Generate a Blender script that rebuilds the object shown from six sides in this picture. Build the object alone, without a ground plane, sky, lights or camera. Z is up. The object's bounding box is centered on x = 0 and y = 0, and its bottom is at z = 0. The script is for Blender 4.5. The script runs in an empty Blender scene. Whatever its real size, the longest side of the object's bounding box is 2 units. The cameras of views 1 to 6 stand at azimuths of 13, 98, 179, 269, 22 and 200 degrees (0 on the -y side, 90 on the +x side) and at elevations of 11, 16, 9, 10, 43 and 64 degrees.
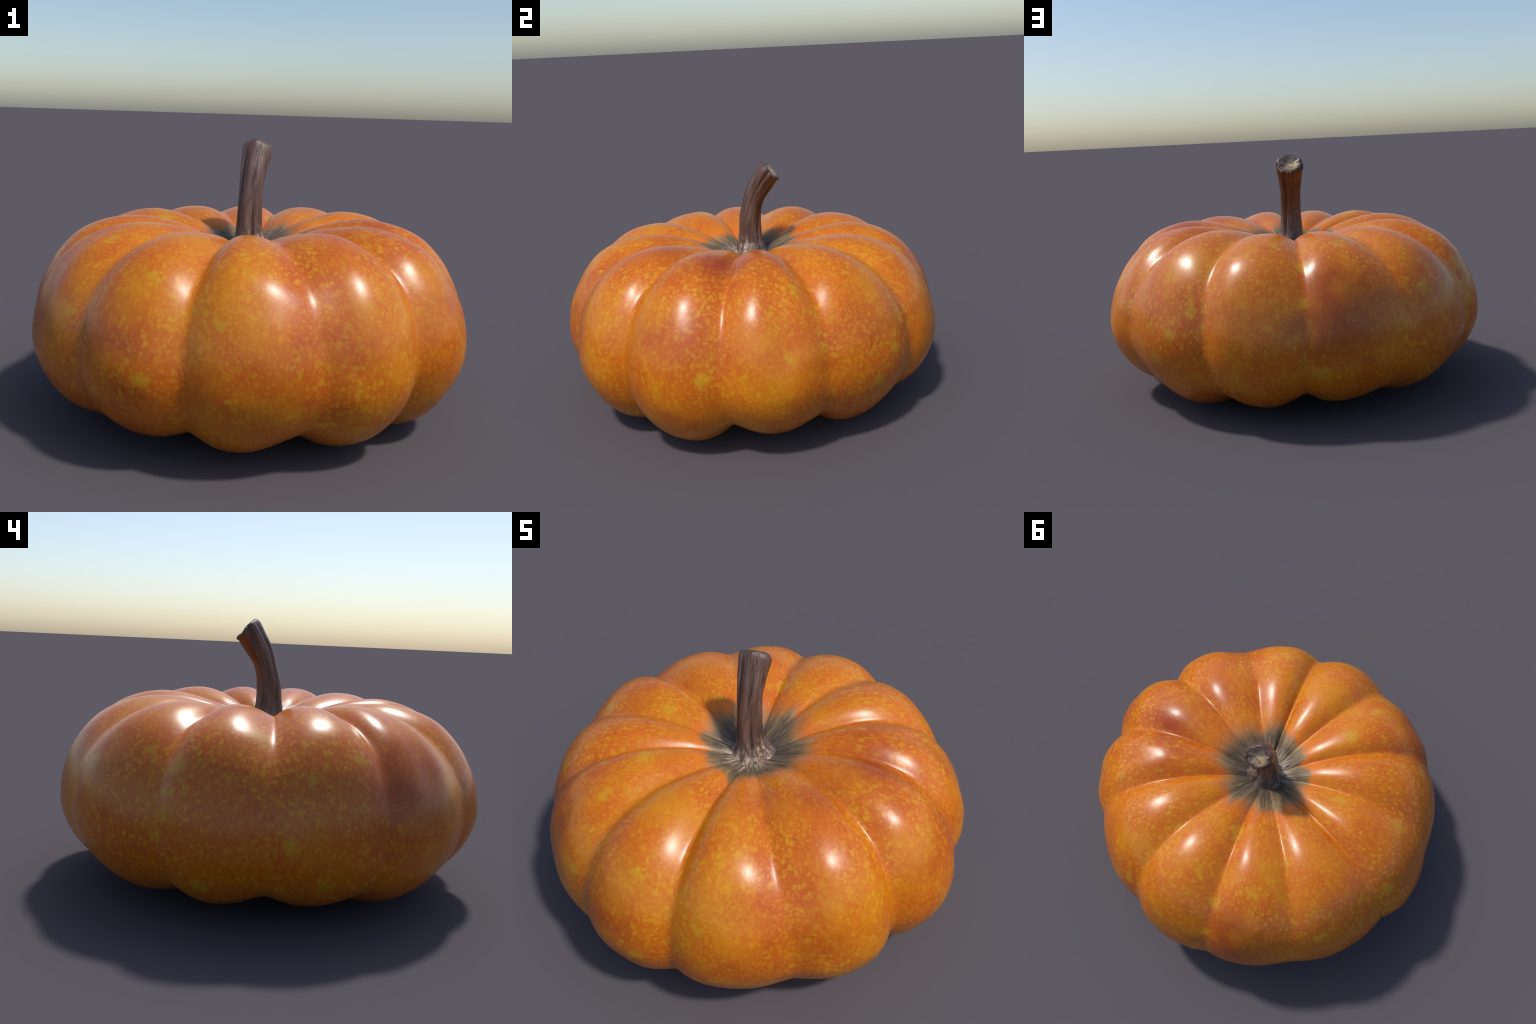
"""A squat, ribbed orange pumpkin with a curved, cut, woody stem."""
import bpy, math
import numpy as np
from mathutils import noise, Vector

TAU = 2 * math.pi
LOBES = 12

# ---------------------------------------------------------------- body shape
# Meridian profiles (radius, height), from the stem pit over the crown, round
# the belly and under to the blossom end: one along the lobe ridges, one along
# the grooves between lobes.  Every lobe and groove then has its own reach,
# crown height, foot height and azimuth.
RIDGE_PROFILE = [(0.011, 0.715), (0.101, 0.738), (0.321, 0.834), (0.581, 0.867), (0.809, 0.786), (0.954, 0.591), (0.994, 0.364), (0.917, 0.182), (0.773, 0.070), (0.524, 0.034), (0.280, 0.092), (0.096, 0.155)]
GROOVE_PROFILE = [(0.011, 0.712), (0.100, 0.726), (0.291, 0.792), (0.537, 0.817), (0.766, 0.744), (0.911, 0.584), (0.955, 0.361), (0.867, 0.182), (0.675, 0.102), (0.460, 0.093), (0.260, 0.132), (0.097, 0.166)]
LOBE_REACH = [1.011, 0.98, 0.997, 0.988, 0.992, 1.007, 0.992, 1, 1.004, 0.985, 0.998, 1.022]
LOBE_CROWN_LIFT = [0.007, 0.006, -0.007, -0.009, -0.013, -0.006, -0.002, 0.001, -0.005, -0.001, 0.002, 0.008]
LOBE_FOOT_LIFT = [0.015, -0.022, 0.005, 0.018, 0.007, 0.014, 0.017, -0.003, 0.019, -0.009, -0.018, -0.033]
GROOVE_REACH = [1.005, 1.006, 0.988, 1.004, 1.016, 1.009, 1.02, 1.013, 1.007, 0.983, 0.992, 0.974]
GROOVE_CROWN_LIFT = [0.01, -0, 0.016, -0.005, 0.006, -0.012, -0.002, 0.008, 0.002, -0.013, 0.015, 0.017]
GROOVE_FOOT_LIFT = [0.014, 0.024, -0.021, 0.016, -0.011, -0.003, 0.007, -0.02, -0.016, -0.004, 0.005, -0.003]
GROOVE_AZIMUTH = [0.7, 29.4, 62.1, 91, 119.1, 152.8, 179.4, 207.6, 241.6, 269, 301.4, 329.5]
GROOVE_CROWN_SWING = [0.2, 0, -2.3, 0.2, 2, -1.4, 1.1, 1.2, -2.6, 0.4, -4.4, 1]
GROOVE_FOOT_SWING = [3.1, 1.3, 1.7, -0.2, 2.4, 0.1, -0.3, 0.3, 0.3, -2.2, -4.9, 1.5]
LOBE_SKEW = [0.07, 0.07, 0.1, 0.11, 0.12, 0.17, -0.07, 0.22, 0.09, 0.1, -0.14, 0.02]
BODY_CENTRE = [-0, -0.002]
CROWN_CENTRE = [0.005, -0.001]

K = len(RIDGE_PROFILE)
STEPS = np.arange(K)
CROWN_WEIGHT = np.clip(1 - STEPS / 6.0, 0, 1) * np.array([.3, .6] + [1] * (K - 2))
CROWN_WEIGHT[2:7] = (.8, .9, .75, .4, .1)
FOOT_WEIGHT = np.array([0, 0, 0, 0, 0, 0, .1, .5, .85, 1, .8, .4])


def catmull(ctrl, t):
    ctrl = np.asarray(ctrl, float)
    n = len(ctrl)
    t = np.clip(t, 0, n - 1 - 1e-9)
    i = t.astype(int)
    f = (t - i)[..., None]
    g = lambda j: ctrl[np.clip(j, 0, n - 1)]
    a, b, c, d = g(i - 1), g(i), g(i + 1), g(i + 2)
    return .5 * (2*b + (c - a)*f + (2*a - 5*b + 4*c - d)*f**2 + (3*b - a - 3*c + d)*f**3)


SIDE_CREASES = ((17, .012, 4.5), (306, .006, 5), (222, .006, 5))   # azimuth, depth, half width (degrees)


def lobe_bulge(x, skew=0.0, valley=.14, power=2.27):
    """0 in the groove (x = +-1), 1 on the ridge, with a rounded valley; skew leans the ridge."""
    w = 1 - np.abs(x + skew * (1 - x*x)) ** power
    return (np.sqrt(w*w + valley*valley) - valley) / (math.sqrt(1 + valley*valley) - valley)


def body_surface(per_lobe, rings):
    t = np.linspace(0, K - 1, rings)
    f = np.arange(per_lobe) / per_lobe
    crown = np.interp(t, STEPS, CROWN_WEIGHT)
    foot = np.interp(t, STEPS, FOOT_WEIGHT)
    swing_top = np.interp(t, [0, 3, 6, K - 1], [1, 1, 0, 0])
    swing_foot = np.interp(t, [0, 6, 9, K - 1], [0, 0, 1, 1])
    spread = np.interp(t, [0, 2, 4, K - 1], [0, .5, 1, 1])
    drift = np.interp(t, [0, 2, 6, K - 1], [1, .8, 0, 0])[:, None]
    centre = np.array(BODY_CENTRE) * (1 - drift) + np.array(CROWN_CENTRE) * drift
    ridge, groove = catmull(RIDGE_PROFILE, t), catmull(GROOVE_PROFILE, t)
    g_az = [GROOVE_AZIMUTH[i] + GROOVE_CROWN_SWING[i]*swing_top + GROOVE_FOOT_SWING[i]*swing_foot for i in range(LOBES)]
    g_r = [groove[:, 0] * (1 + (GROOVE_REACH[i] - 1)*spread) for i in range(LOBES)]
    g_z = [groove[:, 1] + GROOVE_CROWN_LIFT[i]*crown + GROOVE_FOOT_LIFT[i]*foot for i in range(LOBES)]
    rows = []
    for i in range(LOBES):
        j = (i + 1) % LOBES
        a0, a1 = g_az[i], g_az[j] + (360 if j == 0 else 0)
        l_r = ridge[:, 0] * (1 + (LOBE_REACH[i] - 1)*spread)
        l_z = ridge[:, 1] + LOBE_CROWN_LIFT[i]*crown + LOBE_FOOT_LIFT[i]*foot
        w = lobe_bulge(2*f - 1, LOBE_SKEW[i])
        for k in range(per_lobe):
            az = np.radians(a0 + (a1 - a0)*f[k])
            r = (g_r[i]*(1 - f[k]) + g_r[j]*f[k])*(1 - w[k]) + l_r*w[k]
            z = (g_z[i]*(1 - f[k]) + g_z[j]*f[k])*(1 - w[k]) + l_z*w[k]
            rows.append(np.stack([centre[:, 0] + r*np.cos(az), centre[:, 1] + r*np.sin(az), z], -1))
    return np.array(rows).transpose(1, 0, 2)          # ring, column, xyz


# ------------------------------------------------------------- mesh plumbing
def grid_mesh(rings, cap_start=True, cap_end=True):
    """Closed rings of points -> vertices, faces and the ring index of each face."""
    n, m = rings.shape[:2]
    verts = [tuple(v) for v in rings.reshape(-1, 3)]
    faces, face_ring = [], []
    for i in range(n - 1):
        for j in range(m):
            k = (j + 1) % m
            faces.append((i*m + j, (i + 1)*m + j, (i + 1)*m + k, i*m + k))
            face_ring.append(i)
    for on, i, flip in ((cap_start, 0, False), (cap_end, n - 1, True)):
        if on:
            c = len(verts)
            verts.append(tuple(rings[i].mean(0)))
            for j in range(m):
                k = (j + 1) % m
                tri = (i*m + j, i*m + k, c)
                faces.append(tri[::-1] if flip else tri)
                face_ring.append(i if i == 0 else n - 2)
    return verts, faces, face_ring


def split_parts(verts, faces, face_ring, parts, parent):
    """Cut one smooth surface into named objects that keep the whole surface's normals."""
    whole = bpy.data.meshes.new("whole")
    whole.from_pydata(verts, [], faces)
    whole.validate()
    whole.update()
    normals = [v.normal.copy() for v in whole.vertices]
    made = []
    for name, material, inside in parts:
        chosen = [f for f, r in zip(faces, face_ring) if inside(r)]
        used = sorted({i for f in chosen for i in f})
        index = {v: k for k, v in enumerate(used)}
        me = bpy.data.meshes.new(name)
        me.from_pydata([verts[i] for i in used], [], [tuple(index[i] for i in f) for f in chosen])
        me.update()
        me.polygons.foreach_set("use_smooth", [True] * len(me.polygons))
        me.normals_split_custom_set_from_vertices([normals[i] for i in used])
        me.materials.append(material)
        ob = bpy.data.objects.new(name, me)
        bpy.context.scene.collection.objects.link(ob)
        ob.parent = parent
        made.append(ob)
    bpy.data.meshes.remove(whole)
    return made


# ------------------------------------------------------------ node shorthand
class Nodes:
    def __init__(self, name):
        self.mat = bpy.data.materials.new(name)
        self.mat.use_nodes = True
        self.t = self.mat.node_tree
        self.bsdf = self.t.nodes["Principled BSDF"]

    def plug(self, socket, v):
        if isinstance(v, bpy.types.NodeSocket):
            self.t.links.new(v, socket)
        elif v is not None:
            if hasattr(socket.default_value, "__len__"):
                v = tuple(v)
                n = len(socket.default_value)
                socket.default_value = v + (1.0,) * (n - len(v))
            else:
                socket.default_value = v

    def obj(self):
        return self.t.nodes.new("ShaderNodeTexCoord").outputs["Object"]

    def math(self, op, a, b=None, c=None, clamp=False):
        n = self.t.nodes.new("ShaderNodeMath")
        n.operation, n.use_clamp = op, clamp
        for s, v in zip(n.inputs, (a, b, c)):
            self.plug(s, v)
        return n.outputs[0]

    def vmath(self, op, a, b=None):
        n = self.t.nodes.new("ShaderNodeVectorMath")
        n.operation = op
        self.plug(n.inputs[0], a)
        self.plug(n.inputs[1], b)
        return n.outputs["Value" if op in ("LENGTH", "DISTANCE", "DOT_PRODUCT") else "Vector"]

    def sep(self, v):
        n = self.t.nodes.new("ShaderNodeSeparateXYZ")
        self.plug(n.inputs[0], v)
        return n.outputs

    def comb(self, x, y, z):
        n = self.t.nodes.new("ShaderNodeCombineXYZ")
        for s, v in zip(n.inputs, (x, y, z)):
            self.plug(s, v)
        return n.outputs[0]

    def noise(self, vec, scale, detail=2, rough=.5, distort=0):
        n = self.t.nodes.new("ShaderNodeTexNoise")
        self.plug(n.inputs["Vector"], vec)
        for k, v in (("Scale", scale), ("Detail", detail), ("Roughness", rough), ("Distortion", distort)):
            n.inputs[k].default_value = v
        return n.outputs[0]

    def voronoi(self, vec, scale, feature="F1", rand=1.0, smooth=None):
        n = self.t.nodes.new("ShaderNodeTexVoronoi")
        n.feature = feature
        self.plug(n.inputs["Vector"], vec)
        n.inputs["Scale"].default_value = scale
        n.inputs["Randomness"].default_value = rand
        if smooth is not None:
            n.inputs["Smoothness"].default_value = smooth
        return n.outputs["Distance"], n.outputs.get("Color")

    def step(self, v, lo, hi, a=0., b=1.):
        n = self.t.nodes.new("ShaderNodeMapRange")
        n.interpolation_type = "SMOOTHSTEP"
        self.plug(n.inputs["Value"], v)
        for k, x in (("From Min", lo), ("From Max", hi), ("To Min", a), ("To Max", b)):
            self.plug(n.inputs[k], x)
        return n.outputs["Result"]

    def ramp(self, v, *stops):
        n = self.t.nodes.new("ShaderNodeValToRGB")
        e = n.color_ramp.elements
        while len(e) < len(stops):
            e.new(.5)
        for el, (p, c) in zip(e, stops):
            el.position, el.color = p, (*c, 1)
        self.plug(n.inputs[0], v)
        return n.outputs[0]

    def mix(self, f, a, b, blend="MIX"):
        n = self.t.nodes.new("ShaderNodeMix")
        n.data_type, n.blend_type = "RGBA", blend
        self.plug(n.inputs[0], f)
        self.plug(n.inputs[6], a)
        self.plug(n.inputs[7], b)
        return n.outputs[2]

    def bump(self, height, strength, distance):
        n = self.t.nodes.new("ShaderNodeBump")
        n.inputs["Strength"].default_value = strength
        n.inputs["Distance"].default_value = distance
        self.plug(n.inputs["Height"], height)
        self.plug(self.bsdf.inputs["Normal"], n.outputs[0])

    def finish(self, color, rough, spec=.5, **kw):
        self.plug(self.bsdf.inputs["Base Color"], color)
        self.plug(self.bsdf.inputs["Roughness"], rough)
        self.plug(self.bsdf.inputs["Specular IOR Level"], spec)
        for k, v in kw.items():
            self.plug(self.bsdf.inputs[k.replace("_", " ")], v)
        return self.mat


# ------------------------------------------------------------ rind material
RED = (.47, .080, .004)
ORANGE = (.545, .121, .0035)
AMBER = (.575, .180, .004)
YELLOW = (.62, .285, .008)
GREENISH = (.54, .30, .010)


def polar(m, p):
    x, y, z = m.sep(p)
    r = m.math("SQRT", m.math("ADD", m.math("MULTIPLY", x, x), m.math("MULTIPLY", y, y)))
    ux, uy = m.math("DIVIDE", x, m.math("MAXIMUM", r, 1e-4)), m.math("DIVIDE", y, m.math("MAXIMUM", r, 1e-4))
    return x, y, z, r, ux, uy


def fleck_layer(m, q, scale, size, soft, keep, seed):
    """Soft rounded blobs: one per Voronoi cell, kept in a share of the cells."""
    q = m.vmath("ADD", q, (seed, seed * .7, seed * 1.3))
    n1 = m.noise(q, scale * .8, 1, .5)
    n2 = m.noise(m.vmath("ADD", q, (5, 3, 8)), scale * .8, 1, .5)
    n3 = m.noise(m.vmath("ADD", q, (1, 8, 2)), scale * .8, 1, .5)
    off = m.vmath("MULTIPLY", m.vmath("SUBTRACT", m.comb(n1, n2, n3), (.5, .5, .5)), (1.2 / scale,) * 3)
    d, c = m.voronoi(m.vmath("ADD", q, off), scale)
    parts = m.sep(c)
    size_here = m.math("MULTIPLY", size, m.math("ADD", .5, m.math("MULTIPLY", parts[1], .8)))
    blob = m.step(m.math("SUBTRACT", d, size_here), soft, -soft)
    return m.math("MULTIPLY", blob, m.step(parts[0], 1 - keep - .2, 1 - keep + .2))


def build_rind_material():
    m = Nodes("glossy_rind")
    p = m.obj()
    x, y, z, r, ux, uy = polar(m, p)
    # broad tone: red blush against amber
    tone = m.noise(p, 2.2, 3, .55, .5)
    tone2 = m.noise(m.vmath("ADD", p, (3.1, 1.7, 5.2)), 6.5, 3, .6, .3)
    col = m.ramp(m.math("ADD", m.math("MULTIPLY", tone, .6), m.math("MULTIPLY", tone2, .4)),
                 (.36, RED), (.49, ORANGE), (.63, AMBER))
    # deeper red towards the -x flank
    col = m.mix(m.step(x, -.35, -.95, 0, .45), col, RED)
    # small flecks in drifts, laid out round the axis and along the meridian so
    # that they narrow and stretch towards the stem
    th = m.math("ARCTAN2", r, m.math("MULTIPLY", m.math("SUBTRACT", z, .40), 2.2))
    along = m.math("ADD", m.math("MULTIPLY", th, .555), m.math("MULTIPLY", m.math("SINE", m.math("MULTIPLY", th, 2)), .0975))
    girth = m.math("ADD", .40, m.math("MULTIPLY", r, .52))
    skin = m.comb(m.math("MULTIPLY", ux, girth), m.math("MULTIPLY", uy, girth), along)
    fine = fleck_layer(m, skin, 44, .42, .18, .60, 0.0)
    finer = fleck_layer(m, skin, 80, .44, .20, .62, 4.0)
    drift = m.step(m.noise(m.vmath("ADD", p, (9, 2, 4)), 3.6, 3, .6), .36, .60, .35, 1)
    drift2 = m.step(m.noise(m.vmath("ADD", p, (2, 6, 1)), 5.0, 2, .5), .35, .62, .45, 1)
    grain = m.noise(m.vmath("MULTIPLY", skin, (1, 1, .55)), 95, 3, .6)
    col = m.mix(m.math("MULTIPLY", m.step(grain, .42, .66), .16), col, YELLOW)
    col = m.mix(m.math("MULTIPLY", m.step(grain, .52, .34), .14), col, (.40, .062, .006))
    col = m.mix(m.math("MULTIPLY", m.math("MULTIPLY", finer, drift2), .54), col, YELLOW)
    col = m.mix(m.math("MULTIPLY", m.math("MULTIPLY", fine, drift), .64), col, YELLOW)
    # red blush patches
    for c, rad, k in BLUSH:
        d = m.vmath("DISTANCE", p, c)
        d = m.math("ADD", d, m.math("MULTIPLY", m.math("SUBTRACT", tone2, .5), rad * .9))
        col = m.mix(m.step(d, rad, 0.0, 0, k), col, (.28, .030, .006))
    # scattered larger yellow-green blotches with ragged outlines
    ragged = m.math("ADD", m.math("MULTIPLY", m.math("SUBTRACT", m.noise(p, 38, 2, .6), .5), .11),
                    m.math("MULTIPLY", m.math("SUBTRACT", grain, .5), .03))
    blotch = None
    for bx, by, bz, size in BLOTCHES:
        d = m.math("ADD", m.vmath("DISTANCE", p, (bx, by, bz)), ragged)
        spot = m.step(d, size, size * .35)
        blotch = spot if blotch is None else m.math("MAXIMUM", blotch, spot)
    col = m.mix(m.math("MULTIPLY", blotch, .54), col, GREENISH)
    # grey-brown fibrous scar round the stem, streaked outwards
    qx, qy = m.math("SUBTRACT", x, CROWN_CENTRE[0]), m.math("SUBTRACT", y, CROWN_CENTRE[1])
    rr = m.math("SQRT", m.math("ADD", m.math("MULTIPLY", qx, qx), m.math("MULTIPLY", qy, qy)))
    inv = m.math("DIVIDE", 1.0, m.math("MAXIMUM", rr, .01))
    cx, cy = m.math("MULTIPLY", qx, inv), m.math("MULTIPLY", qy, inv)
    spoke = m.comb(cx, cy, m.math("MULTIPLY", rr, .8))
    jag = m.noise(spoke, 3.2, 2, .5)
    fibre = m.noise(m.comb(cx, cy, m.math("MULTIPLY", rr, .45)), 14, 4, .65)
    hair = m.noise(m.comb(cx, cy, m.math("MULTIPLY", rr, .6)), 34, 2, .5)
    edge = m.math("ADD", m.math("ADD", .155, m.math("MULTIPLY", jag, .19)), m.math("MULTIPLY", m.math("SUBTRACT", fibre, .5), .11))
    gap = m.math("SUBTRACT", rr, edge)
    soft = m.step(m.noise(spoke, 1.6, 0), .38, .60, .022, .08)
    scar = m.step(gap, soft, m.math("MULTIPLY", soft, -1))
    glow = m.step(gap, .11, .0)
    top = m.step(z, .55, .6)
    col = m.mix(m.math("MULTIPLY", m.math("MULTIPLY", glow, top), .45), col, (.72, .16, .012))
    weave = m.math("ADD", m.math("MULTIPLY", fibre, .62), m.math("MULTIPLY", hair, .38))
    grey = m.ramp(weave, (.34, (.050, .036, .027)), (.49, (.130, .088, .048)), (.66, (.33, .220, .105)))
    blot = m.step(m.noise(p, 8.5, 2, .5), .40, .60)
    grey = m.mix(m.math("MULTIPLY", blot, .42), grey, (.050, .036, .030))
    tan = m.ramp(weave, (.36, (.13, .080, .032)), (.60, (.40, .255, .095)))
    grey = m.mix(m.step(gap, -.10, .0, 0, .6), grey, tan)
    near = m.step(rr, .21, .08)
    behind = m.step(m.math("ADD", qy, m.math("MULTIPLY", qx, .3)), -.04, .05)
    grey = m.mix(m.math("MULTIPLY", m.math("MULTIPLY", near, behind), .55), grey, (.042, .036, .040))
    root = m.math("MULTIPLY", m.step(weave, .46, .58), m.step(rr, .19, .10))
    grey = m.mix(m.math("MULTIPLY", m.math("MULTIPLY", root, m.math("SUBTRACT", 1, behind)), .7), grey, (.50, .41, .31))
    col = m.mix(m.math("MULTIPLY", scar, top), col, grey)
    # blossom-end scar underneath
    col = m.mix(m.math("MULTIPLY", m.step(r, .13, .07), m.step(z, .4, .3)), col, (.10, .065, .035))
    m.bump(m.math("MULTIPLY", weave, m.step(gap, .02, -.06)), .35, .010)
    return m.finish(col, m.math("ADD", .315, m.math("MULTIPLY", scar, .07)), .46)


BLUSH = (                     # centre on the skin, radius, strength
    ((-.17, .95, .54), .34, .66),
    ((-.78, -.54, .60), .40, .62),
    ((.57, -.06, .86), .22, .75),
    ((.92, -.27, .62), .22, .40),
    ((.56, .22, .86), .15, .35),
    ((.54, -.79, .50), .24, .30),
    ((.35, -.92, .43), .20, .30),
    ((-.30, -.91, .58), .20, .25),
    ((.45, -.32, .86), .18, .30),
    ((-.10, .92, .75), .20, .30),
)
BLOTCHES = (                  # x, y, z, size
    (-.37, -.32, .87, .050), (-.77, .05, .77, .050), (-.83, .36, .65, .052), (.01, .40, .82, .040),
    (.74, .32, .78, .045), (-.46, -.55, .83, .045), (-.02, .78, .74, .045), (.11, .68, .83, .032),
    (-.58, .72, .62, .046), (-.18, .69, .82, .034), (-.90, .27, .20, .044), (-.98, -.07, .39, .046),
    (-.88, .41, .47, .042), (-.86, .44, .39, .040), (-.81, -.33, .70, .042), (-.91, -.20, .22, .046),
    (-.72, .48, .69, .036), (-.92, -.15, .63, .034), (.60, .75, .45, .046), (.68, .68, .32, .046),
    (-.08, .95, .29, .052), (.83, .44, .54, .034), (-.01, .90, .59, .030), (.50, .77, .57, .030),
    (.98, -.07, .45, .046), (.93, .31, .53, .034), (.91, .25, .64, .028), (-.44, .05, .84, .052),
    (0, .44, .81, .034), (-.15, -.83, .75, .034), (.12, -.91, .61, .034), (.38, -.87, .50, .030),
    (-.15, -.98, .40, .038), (-.52, -.78, .57, .034),
)


# ------------------------------------------------------------ stem material
STEM_X = -.008


def build_stem_material():
    m = Nodes("dry_woody_stem")
    p = m.obj()
    x, y, z = m.sep(p)
    # straighten the bend so that the grain follows the stem
    bend = m.math("MULTIPLY", m.math("POWER", m.math("MAXIMUM", m.math("SUBTRACT", z, .82), 0), 2), .85)
    q = m.comb(x, m.math("SUBTRACT", y, bend), m.math("MULTIPLY", z, .09))
    grain = m.noise(q, 62, 5, .65, .35)
    coarse = m.noise(q, 24, 3, .6, .5)
    mixv = m.math("ADD", m.math("MULTIPLY", grain, .55), m.math("MULTIPLY", coarse, .45))
    col = m.ramp(mixv, (.34, (.022, .012, .009)), (.45, (.085, .042, .030)), (.56, (.160, .088, .066)), (.70, (.25, .155, .120)))
    crack = m.noise(m.comb(m.math("MULTIPLY", x, 1.0), m.math("SUBTRACT", y, bend), m.math("MULTIPLY", z, .06)), 34, 2, .5, .2)
    crack = m.step(m.math("ABSOLUTE", m.math("SUBTRACT", crack, .47)), .030, .004)
    col = m.mix(m.math("MULTIPLY", crack, m.step(z, .78, .86, 0, .45)), col, (.016, .009, .007))
    # warmer, redder wood on the hollow side of the bend
    warm = m.math("MULTIPLY", m.step(m.math("SUBTRACT", y, m.math("ADD", bend, .0)), .0, .06), m.step(z, .84, .98))
    warmc = m.ramp(mixv, (.34, (.03, .012, .006)), (.5, (.11, .040, .014)), (.66, (.23, .085, .018)))
    col = m.mix(m.math("MULTIPLY", warm, .85), col, warmc)
    # foot: pale root-like streaks in front, crusty knob at the side, dark behind
    foot = m.step(m.math("ADD", z, m.math("MULTIPLY", m.math("SUBTRACT", grain, .5), .25)), .85, .75)
    crust = m.noise(m.comb(x, y, m.math("MULTIPLY", z, .5)), 52, 4, .7)
    streak = m.ramp(m.math("ADD", m.math("MULTIPLY", grain, .6), m.math("MULTIPLY", crust, .4)),
                    (.38, (.06, .040, .030)), (.48, (.22, .150, .105)), (.58, (.58, .48, .38)))
    knot = m.ramp(crust, (.36, (.035, .022, .018)), (.50, (.19, .105, .058)), (.64, (.56, .43, .31)))
    streak = m.mix(m.step(x, .015, .055), streak, knot)
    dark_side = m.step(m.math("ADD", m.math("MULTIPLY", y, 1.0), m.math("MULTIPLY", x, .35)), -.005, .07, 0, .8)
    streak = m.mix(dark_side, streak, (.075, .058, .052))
    col = m.mix(m.math("MULTIPLY", foot, .85), col, streak)
    # blackened rim at the cut
    up = m.math("ADD", m.math("MULTIPLY", m.math("SUBTRACT", y, .125), .69), m.math("MULTIPLY", m.math("SUBTRACT", z, 1.182), .72))
    col = m.mix(m.step(m.math("ADD", up, m.math("MULTIPLY", m.math("SUBTRACT", coarse, .5), .04)), -.012, .004, 0, .45), col, (.055, .038, .034))
    m.bump(m.math("SUBTRACT", mixv, m.math("MULTIPLY", crack, .12)), .5, .012)
    return m.finish(col, .40, .5)


def build_cut_material():
    m = Nodes("pale_cut_pith")
    p = m.obj()
    n = m.noise(p, 42, 4, .65, .8)
    ragged = m.math("MULTIPLY", m.math("SUBTRACT", n, .5), .045)
    d = m.math("ADD", m.vmath("DISTANCE", p, (STEM_X - .010, .134, 1.174)), ragged)
    pith = m.ramp(n, (.36, (.16, .085, .035)), (.48, (.38, .26, .13)), (.62, (.52, .41, .24)))
    rim = m.ramp(m.noise(p, 26, 3, .6), (.36, (.10, .064, .045)), (.56, (.28, .195, .14)))
    col = m.mix(m.step(d, .036, .018), rim, pith)
    hole = m.math("ADD", m.vmath("DISTANCE", p, (STEM_X - .004, .112, 1.180)), m.math("MULTIPLY", ragged, .6))
    col = m.mix(m.step(hole, .024, .006, 0, .8), col, (.10, .075, .05))
    m.bump(n, .25, .008)
    return m.finish(col, .36, .5)


# --------------------------------------------------------------- stem shape
# (centre y, centre z, lean of the section in degrees, half width x, half depth)
STEM_SECTIONS = [
    (.008, .660, 0, .110, .112),
    (.008, .712, 0, .100, .104),
    (.008, .738, 0, .082, .088),
    (.008, .760, 0, .070, .077),
    (.008, .795, 1, .063, .068),
    (.008, .850, 3, .059, .059),
    (.014, .940, 6, .056, .055),
    (.032, 1.018, 11, .055, .053),
    (.058, 1.078, 20, .060, .059),
    (.091, 1.131, 32, .067, .061),
    (.115, 1.168, 41, .073, .064),
    (.125, 1.181, 44, .071, .062),
]
RIB_ANGLES = (20, 78, 140, 192, 250, 316)      # degrees round the section
GROOVE_ANGLES = (48, 110, 168, 216, 286, 346)


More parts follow.
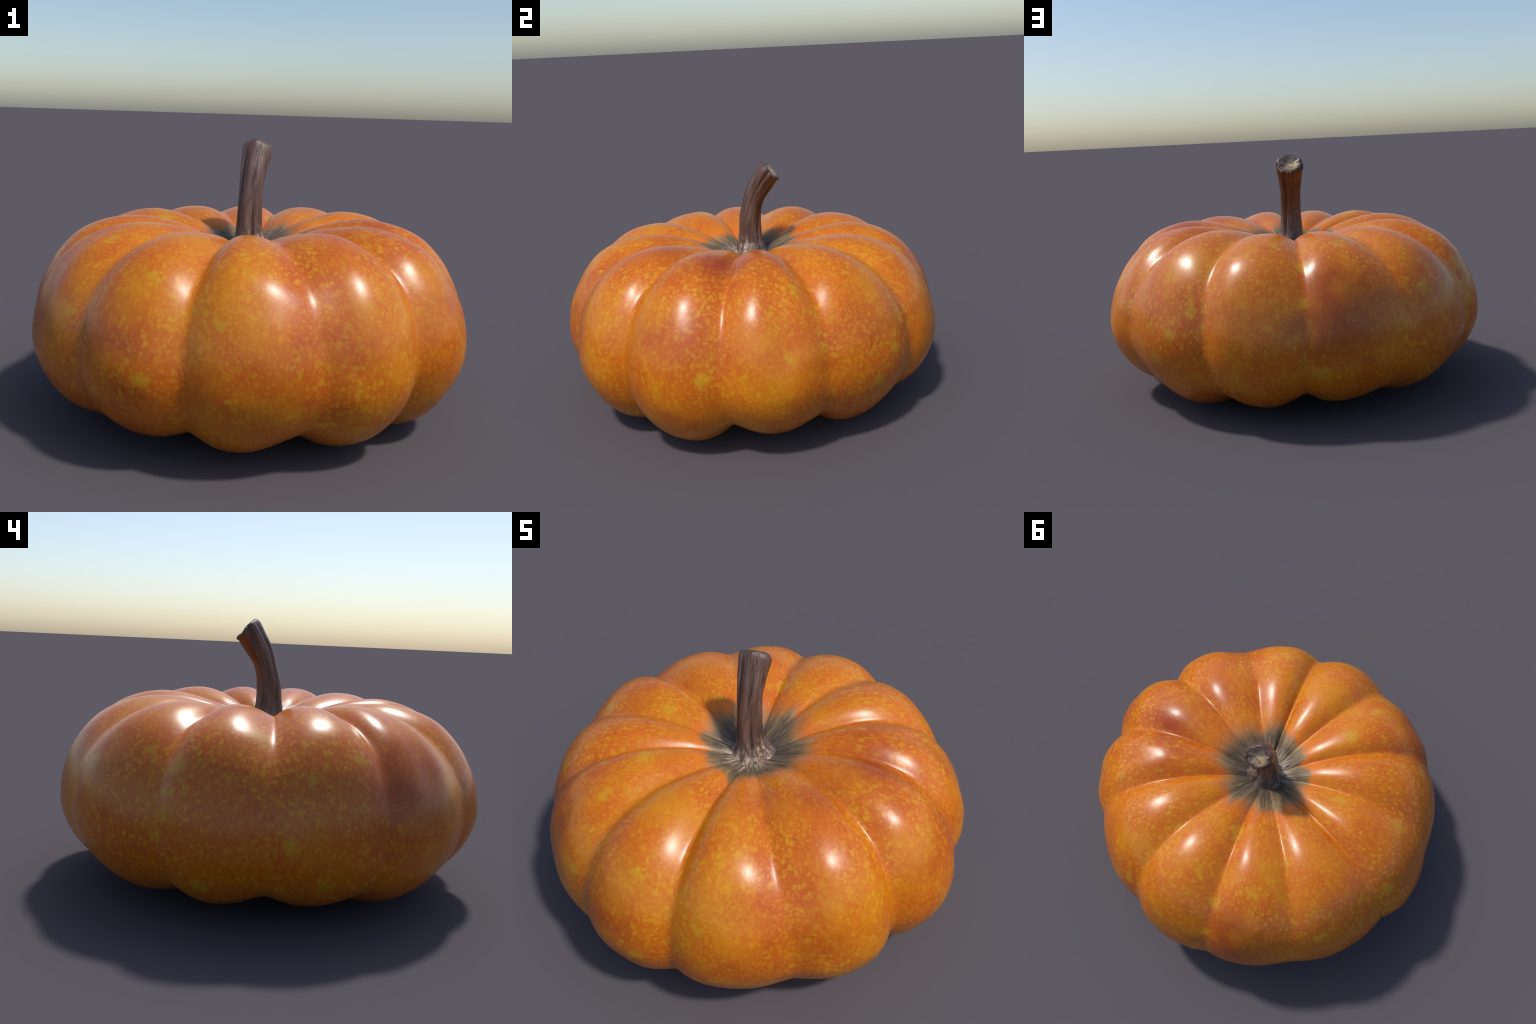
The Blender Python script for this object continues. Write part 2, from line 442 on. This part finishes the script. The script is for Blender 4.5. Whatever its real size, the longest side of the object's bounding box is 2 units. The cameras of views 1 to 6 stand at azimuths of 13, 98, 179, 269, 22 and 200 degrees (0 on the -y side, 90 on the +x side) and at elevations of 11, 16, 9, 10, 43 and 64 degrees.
def stem_rings():
    cols = 96
    path = catmull(STEM_SECTIONS, np.linspace(0, len(STEM_SECTIONS) - 1, 110))
    a = np.arange(cols) / cols * TAU
    rings = []

    def ring(cy, cz, lean, rx, ry, scale, lift, s):
        lean = math.radians(lean)
        tangent = np.array([0, math.sin(lean), math.cos(lean)])
        side = np.array([0, math.cos(lean), -math.sin(lean)])
        twist = .35 * s
        rad = np.ones(cols)
        for k, (g, depth) in enumerate(zip(GROOVE_ANGLES, (.17, .10, .16, .16, .19, .13))):
            d = (a - math.radians(g) - twist + math.pi) % TAU - math.pi
            fade = .55 + .45 * math.sin(3.1 * s * (1 + .2 * k) + k * 1.7)
            rad -= depth * fade * np.exp(-(d / .14) ** 2)
        for k, g in enumerate(RIB_ANGLES):
            d = (a - math.radians(g) - twist + math.pi) % TAU - math.pi
            rad += .035 * np.exp(-(d / .3) ** 2)
        pts = []
        for ang, q in zip(a, rad):
            cx, sy = math.cos(ang), math.sin(ang)
            v = np.array([STEM_X, cy, cz]) + tangent * lift
            pt = v + np.array([1, 0, 0]) * (rx * q * scale * cx) + side * (ry * q * scale * sy)
            lump = noise.noise(Vector((pt[0] * 22, pt[1] * 22, pt[2] * 7)))
            knob = noise.noise(Vector((pt[0] * 28 + 5, pt[1] * 28, pt[2] * 28)))
            footness = max(0., min(1., (.80 - pt[2]) / .06))
            grow = .0035 * lump + .010 * knob * footness
            root = noise.noise(Vector((2.6 * cx, 2.6 * sy, 3.0 + pt[2] * 2)))
            grow += .018 * root * footness ** 1.5
            # swollen bump at the foot on the +x side
            grow += .036 * footness * max(0., math.cos(ang - .1)) ** 4
            out = np.array([1, 0, 0]) * cx + side * sy
            pts.append(pt + out * grow * min(1, scale * 1.2))
        return np.array(pts)

    for i, row in enumerate(path):
        rings.append(ring(*row, 1.0, 0.0, i / (len(path) - 1)))
    rim = len(rings)
    end = path[-1]
    for scale, lift in ((.99, .004), (.96, .008), (.91, .0115), (.84, .0135), (.76, .0125), (.67, .009),
                        (.56, .004), (.43, .000), (.29, -.002), (.15, -.003), (.05, -.003)):
        rings.append(ring(*end, scale, lift, 1.0))
    rings = np.array(rings)
    # torn lip: the cut steps down near its lower (+y) edge, which hooks outward,
    # and the rest of the rim is chipped
    first = len(path) - 12
    for i in range(first, len(rings)):
        up = min(1., (i - first) / 12)
        inner = max(0., 1 - (i - rim - 1) / 4.5) if i > rim else 1.
        for j in range(cols):
            near = max(0., math.cos(a[j] - math.pi / 2 + .15))
            rings[i, j] += np.array([0, .008, -.003]) * near ** 3 * up * inner
            if i >= rim - 2:
                step_down = max(0., min(1., (rings[i, j, 1] - .136) / .022))
                rings[i, j] += np.array([0, -.006, -.0075]) * step_down
                chip = noise.noise(Vector((rings[i, j, 0] * 24, rings[i, j, 1] * 24, 2.0)))
                rings[i, j] += np.array([0, .69, .72]) * chip * .0045
    return rings, rim


# --------------------------------------------------------------------- build
def main():
    pumpkin = bpy.data.objects.new("pumpkin", None)
    bpy.context.scene.collection.objects.link(pumpkin)
    pumpkin["label"] = "squat ribbed orange pumpkin with curved brown stem"
    pumpkin["category"] = "pumpkin"

    rind_mat = build_rind_material()
    body = body_surface(32, 150)
    # faint secondary creases on the shoulders of a few lobes
    flat = body.reshape(-1, 3)
    az = np.degrees(np.arctan2(flat[:, 1], flat[:, 0]))
    reach = np.hypot(flat[:, 0], flat[:, 1])
    for where, depth, width in SIDE_CREASES:
        d = (az - where + 180) % 360 - 180
        fade = np.clip((reach - .55) / .2, 0, 1) * np.clip((flat[:, 2] - .35) / .2, 0, 1)
        flat *= (1 - depth * np.exp(-(d / width) ** 2) * fade)[:, None]
    # slight unevenness of the skin
    for i in range(len(flat)):
        v = Vector(flat[i])
        n = noise.noise(v * 3.1 + Vector((4, 1, 7))) * .008 + noise.noise(v * 8.0) * .0038
        flat[i] += flat[i] * np.array([1, 1, .35]) * n
    body = flat.reshape(body.shape)
    body[:, :, 2] -= body[:, :, 2].min()
    cut = 32
    split_parts(*grid_mesh(body),
                [("stem_scar", rind_mat, lambda r: r < cut), ("rind", rind_mat, lambda r: r >= cut)], pumpkin)

    rings, rim = stem_rings()
    split_parts(*grid_mesh(rings[::-1]),
                [("cut_face", build_cut_material(), lambda r: r < len(rings) - 1 - rim - 4),
                 ("stem", build_stem_material(), lambda r: r >= len(rings) - 1 - rim - 4)], pumpkin)


main()
